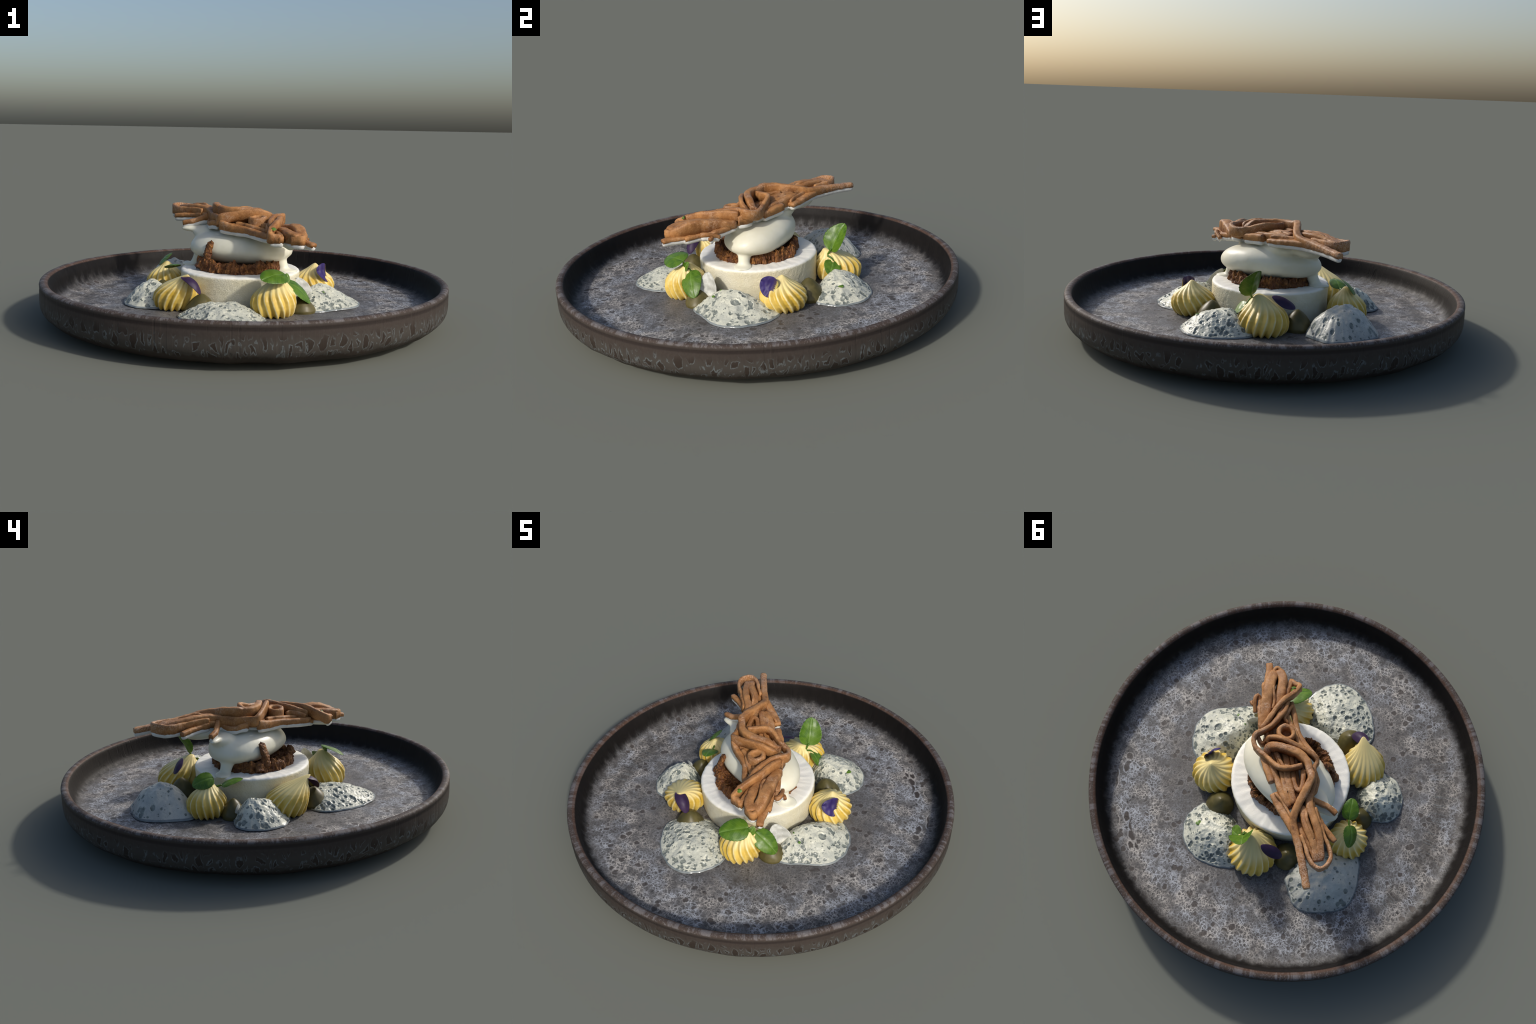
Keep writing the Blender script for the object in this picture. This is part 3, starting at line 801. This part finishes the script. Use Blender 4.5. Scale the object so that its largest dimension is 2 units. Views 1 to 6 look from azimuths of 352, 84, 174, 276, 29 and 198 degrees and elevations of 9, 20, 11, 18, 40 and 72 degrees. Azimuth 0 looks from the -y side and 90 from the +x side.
def thin_blade(name, base, tip, normal, width, material, bend=0.1, cup=0.15, teeth=0, thick=0.0022,
               shape=(0.75, 0.62), seed=0, wavy=0.02):
    """Leaf or petal: a thin curved blade whose outline is a skewed oval, optionally toothed."""
    M, L = frame(base, tip, normal)
    nu, nv = 46, 25
    verts, faces = [], []
    for side in (1, -1):
        for i in range(nu + 1):
            u = i / nu
            half = width / 2 * max(0.0, math.sin(math.pi * u ** shape[0])) ** shape[1]
            if i == 0:
                half = width * 0.03
            if teeth:
                half *= 1 + 0.055 * (2 * abs((u * teeth) % 1 - 0.5) - 0.5)
            for j in range(nv + 1):
                v = j / nv * 2 - 1
                y = half * v
                z = bend * L * (4 * u * (1 - u)) + cup * width * (v * v * (half / (width / 2)) ** 2)
                z += wavy * width * noise.noise(Vector((u * 5 + seed, v * 1.6, seed * 1.3)))
                z -= 0.02 * width * math.exp(-(v / 0.12) ** 2) * (1 if teeth else 0)
                e = thick * (1 - 0.75 * max(v * v, (2 * u - 1) ** 4))
                verts.append((u * L, y, z + side * e / 2))
    n1 = (nu + 1) * (nv + 1)
    idx = lambda i, j, s: s * n1 + i * (nv + 1) + j
    for i in range(nu):
        for j in range(nv):
            faces.append((idx(i, j, 0), idx(i + 1, j, 0), idx(i + 1, j + 1, 0), idx(i, j + 1, 0)))
            faces.append((idx(i, j, 1), idx(i, j + 1, 1), idx(i + 1, j + 1, 1), idx(i + 1, j, 1)))
    for i in range(nu):
        for j in (0, nv):
            q = (idx(i, j, 0), idx(i, j, 1), idx(i + 1, j, 1), idx(i + 1, j, 0))
            faces.append(q if j == 0 else q[::-1])
    for j in range(nv):
        faces.append((idx(0, j, 0), idx(0, j + 1, 0), idx(0, j + 1, 1), idx(0, j, 1)))
        faces.append((idx(nu, j, 0), idx(nu, j, 1), idx(nu, j + 1, 1), idx(nu, j + 1, 0)))
    ob = mesh_object(name, verts, faces, material)
    ob.matrix_world = M
    return ob

def stem(points, radius, material):
    v, f = sweep(points, radius * 2, radius * 2, sides=8, power=2.0, taper=(1, 0.8), step=0.004)
    return mesh_object('herb_stem', v, f, material)

# ------------------------------------------------------------------ assemble
build_plate()

cake_white = cake_mat()
ice_white = plain('ice_cream', (0.735, 0.72, 0.60), (0.665, 0.645, 0.51), 6, 0.38, 0.10, 40, 0.10, 0.005)
coat_white = plain('cream_coat', (0.69, 0.69, 0.66), (0.58, 0.58, 0.54), 12, 0.45, 0.1, 40, 0.05, 0.004)
crumb = biscuit()
noodle = tuile_brown()

stack = bpy.data.objects.new('layered_dessert', None)
stack.location = (CAKE.x, CAKE.y, FLOOR)
link(stack)
tag(stack, 'white cream cake with biscuit, ice cream and crisp noodle tuile', 'dessert')
inverse = Matrix.Translation(-stack.location)
build_cake(stack, cake_white)
build_biscuit(stack, crumb)
build_shard(stack, crumb, [(-0.205, -0.090, 0.280), (-0.196, -0.083, 0.315), (-0.188, -0.074, 0.350), (-0.172, -0.054, 0.398)], 0.040, 0.022)
build_shard(stack, crumb, [(-0.235, -0.055, 0.262), (-0.225, -0.05, 0.285), (-0.21, -0.05, 0.305)], 0.045, 0.03)
build_quenelle(stack, ice_white)
build_tuile(stack, noodle, coat_white)
for child in stack.children:
    child.matrix_parent_inverse = inverse

for c, r, h, lean, n, tw, plump in (((0.364, 0.080), 0.108, 0.166, (0.010, -0.002), 17, -3.6, 1.0),
                                    ((0.040, 0.412), 0.114, 0.166, (0.018, -0.060), 18, 2.6, 1.35),
                                    ((0.088, -0.366), 0.102, 0.176, (0.030, 0.016), 17, -3.2, 1.3),
                                    ((-0.352, -0.186), 0.104, 0.178, (0.036, -0.085), 17, 2.4, 1.1),
                                    ((-0.388, 0.198), 0.096, 0.165, (0.006, -0.022), 17, -2.2, 1.15)):
    build_kiss(c, r, h, lean, n, tw, c[0] * 9, plump)

gel = plain('fruit_gel', (0.070, 0.060, 0.018), (0.115, 0.096, 0.034), 18, 0.42, 0.08, 30, 0.0, 0.004, 0.35)
for c, r, h, pk in (((0.285, 0.222), 0.074, 0.104, (-0.01, -0.005)), ((-0.243, -0.318), 0.076, 0.096, (0.005, 0.0)),
                    ((-0.124, 0.369), 0.072, 0.102, (0.0, 0.0)), ((-0.415, 0.062), 0.062, 0.093, (0.01, 0.0)),
                    ((0.232, -0.312), 0.070, 0.080, (-0.01, 0.0))):
    build_gel(c, r, h, gel, pk)

foam_light = foam_mat('foam_bubbles', (0.60, 0.60, 0.49), (0.43, 0.445, 0.385))
foam_grey = foam_mat('foam_darker_grey', (0.50, 0.50, 0.44), (0.38, 0.39, 0.36))
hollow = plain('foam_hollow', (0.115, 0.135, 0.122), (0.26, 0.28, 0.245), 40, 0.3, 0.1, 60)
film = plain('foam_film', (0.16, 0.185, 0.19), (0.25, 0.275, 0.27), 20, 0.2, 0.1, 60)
build_foam([(0.552, -0.07), (0.553, -0.173), (0.50, -0.26), (0.41, -0.302), (0.31, -0.343), (0.24, -0.32), (0.22, -0.22), (0.25, -0.10), (0.33, -0.01), (0.435, 0.055), (0.515, 0.0)],
           (0.325, -0.165), 0.086, [foam_light, hollow, film], 340, 1)
build_foam([(0.373, 0.24), (0.42, 0.31), (0.422, 0.395), (0.385, 0.47), (0.295, 0.525), (0.19, 0.53), (0.10, 0.50), (0.08, 0.40), (0.15, 0.30), (0.26, 0.24)],
           (0.230, 0.355), 0.092, [foam_light, hollow, film], 340, 2)
build_foam([(-0.15, 0.48), (-0.184, 0.532), (-0.234, 0.586), (-0.308, 0.60), (-0.402, 0.567), (-0.475, 0.52), (-0.502, 0.441), (-0.497, 0.353), (-0.466, 0.255), (-0.38, 0.25), (-0.25, 0.30), (-0.17, 0.38)],
           (-0.312, 0.430), 0.133, [foam_grey, hollow, film], 110, 3, 2.2, 0.004, 1.15)
build_foam([(-0.463, -0.215), (-0.54, -0.19), (-0.59, -0.11), (-0.597, -0.03), (-0.561, 0.028), (-0.50, 0.05), (-0.43, 0.06), (-0.37, 0.0), (-0.36, -0.10), (-0.39, -0.20)],
           (-0.438, -0.045), 0.102, [foam_light, hollow, film], 230, 4)
build_foam([(0.04, -0.49), (0.0, -0.56), (-0.09, -0.622), (-0.185, -0.612), (-0.275, -0.545), (-0.33, -0.46), (-0.35, -0.36), (-0.27, -0.27), (-0.15, -0.25), (-0.03, -0.30), (0.04, -0.40)],
           (-0.145, -0.385), 0.064, [foam_light, hollow, film], 450, 5)

green = leaf_mat()
for base, tip, nrm, w, bend, cup in (
        ((0.099, 0.363, 0.256), (0.078, 0.441, 0.388), (0.50, -0.62, 0.48), 0.124, 0.05, 0.16),
        ((0.120, 0.372, 0.212), (0.178, 0.338, 0.160), (0.75, 0.1, 0.65), 0.086, 0.06, 0.05),
        ((0.138, -0.368, 0.285), (0.020, -0.452, 0.270), (0.05, -0.48, 0.87), 0.118, 0.08, -0.10),
        ((0.158, -0.338, 0.240), (0.270, -0.334, 0.140), (0.68, -0.42, 0.60), 0.105, 0.10, -0.08),
        ((0.140, -0.372, 0.240), (0.156, -0.345, 0.282), (0.45, -0.80, 0.25), 0.042, 0.05, 0.05),
        ((-0.362, 0.122, 0.232), (-0.347, 0.018, 0.262), (-0.12, 0.50, 0.85), 0.084, 0.10, -0.08),
        ((-0.376, 0.158, 0.278), (-0.404, 0.258, 0.242), (-0.72, 0.20, 0.65), 0.092, 0.12, -0.10)):
    small = w < 0.05
    tag(thin_blade('herb_leaf', base, tip, nrm, w, green, bend, cup, 9 if not small else 5, seed=base[0] * 30, shape=(0.72, 0.5)),
        'small toothed fresh green herb leaf', 'leaf')
for pts in ([(0.085, 0.345, 0.225), (0.094, 0.352, 0.245), (0.100, 0.366, 0.268)],
            [(0.100, 0.345, 0.235), (0.112, 0.362, 0.225), (0.122, 0.372, 0.212)],
            [(0.120, -0.372, 0.250), (0.132, -0.370, 0.275), (0.138, -0.368, 0.285)],
            [(0.128, -0.365, 0.245), (0.145, -0.350, 0.248), (0.160, -0.338, 0.240)],
            [(-0.382, 0.175, 0.235), (-0.372, 0.150, 0.232), (-0.362, 0.122, 0.236)]):
    tag(stem(pts, 0.005, green), 'thin green herb stem', 'stem')
for c, a, s in (((0.343, 0.362, 0.162), 0.5, 0.026), ((0.350, -0.245, 0.172), 1.4, 0.014), ((0.300, -0.205, 0.180), 2.2, 0.012),
                ((0.088, -0.351, 0.488), 0.2, 0.020)):
    d = Vector((math.cos(a), math.sin(a), 0.0))
    nrm = (0.5, 0.1, 0.9) if c[2] < 0.3 else (0.2, -0.6, 0.7)
    tag(thin_blade('herb_fleck', Vector(c) - d * s * 0.6, Vector(c) + d * s * 0.6, nrm, s, green, 0.1, 0.0, 3, 0.003), 'tiny torn fleck of green herb', 'herb')

violet = petal_mat('violet_petal', (0.034, 0.020, 0.125), (0.050, 0.028, 0.060), (0.55, 0.45, 0.12), 0.030)
dark_violet = petal_mat('dark_petal', (0.034, 0.016, 0.055), (0.040, 0.018, 0.065), (0.060, 0.025, 0.085), 0.02)
white_petal = petal_mat('white_petal', (0.55, 0.56, 0.52), (0.60, 0.60, 0.54), (0.62, 0.60, 0.50), 0.03)
def petal(*a, **k):
    tag(thin_blade('flower_petal', *a, **k), 'soft curved edible flower petal', 'petal')
petal((0.426, 0.042, 0.206), (0.362, -0.022, 0.236), (0.62, -0.66, 0.42), 0.100, violet, 0.06, 0.10, shape=(0.6, 0.5), seed=2, wavy=0.05)
petal((-0.325, -0.282, 0.262), (-0.246, -0.335, 0.186), (0.45, -0.30, 0.80), 0.066, dark_violet, 0.22, -0.25, shape=(0.8, 0.45), seed=5)
petal((0.002, 0.388, 0.258), (-0.108, 0.402, 0.205), (-0.25, 0.55, 0.80), 0.062, dark_violet, 0.08, -0.18, shape=(1.1, 0.5), seed=8)
petal((0.256, -0.252, 0.130), (0.213, -0.260, 0.246), (0.75, -0.60, 0.25), 0.112, white_petal, 0.04, 0.22, shape=(0.6, 0.5), seed=4, wavy=0.06)
petal((-0.455, 0.025, 0.135), (-0.478, 0.035, 0.172), (0.0, 0.8, 0.5), 0.050, white_petal, 0.05, 0.1, shape=(0.9, 0.6), seed=6)
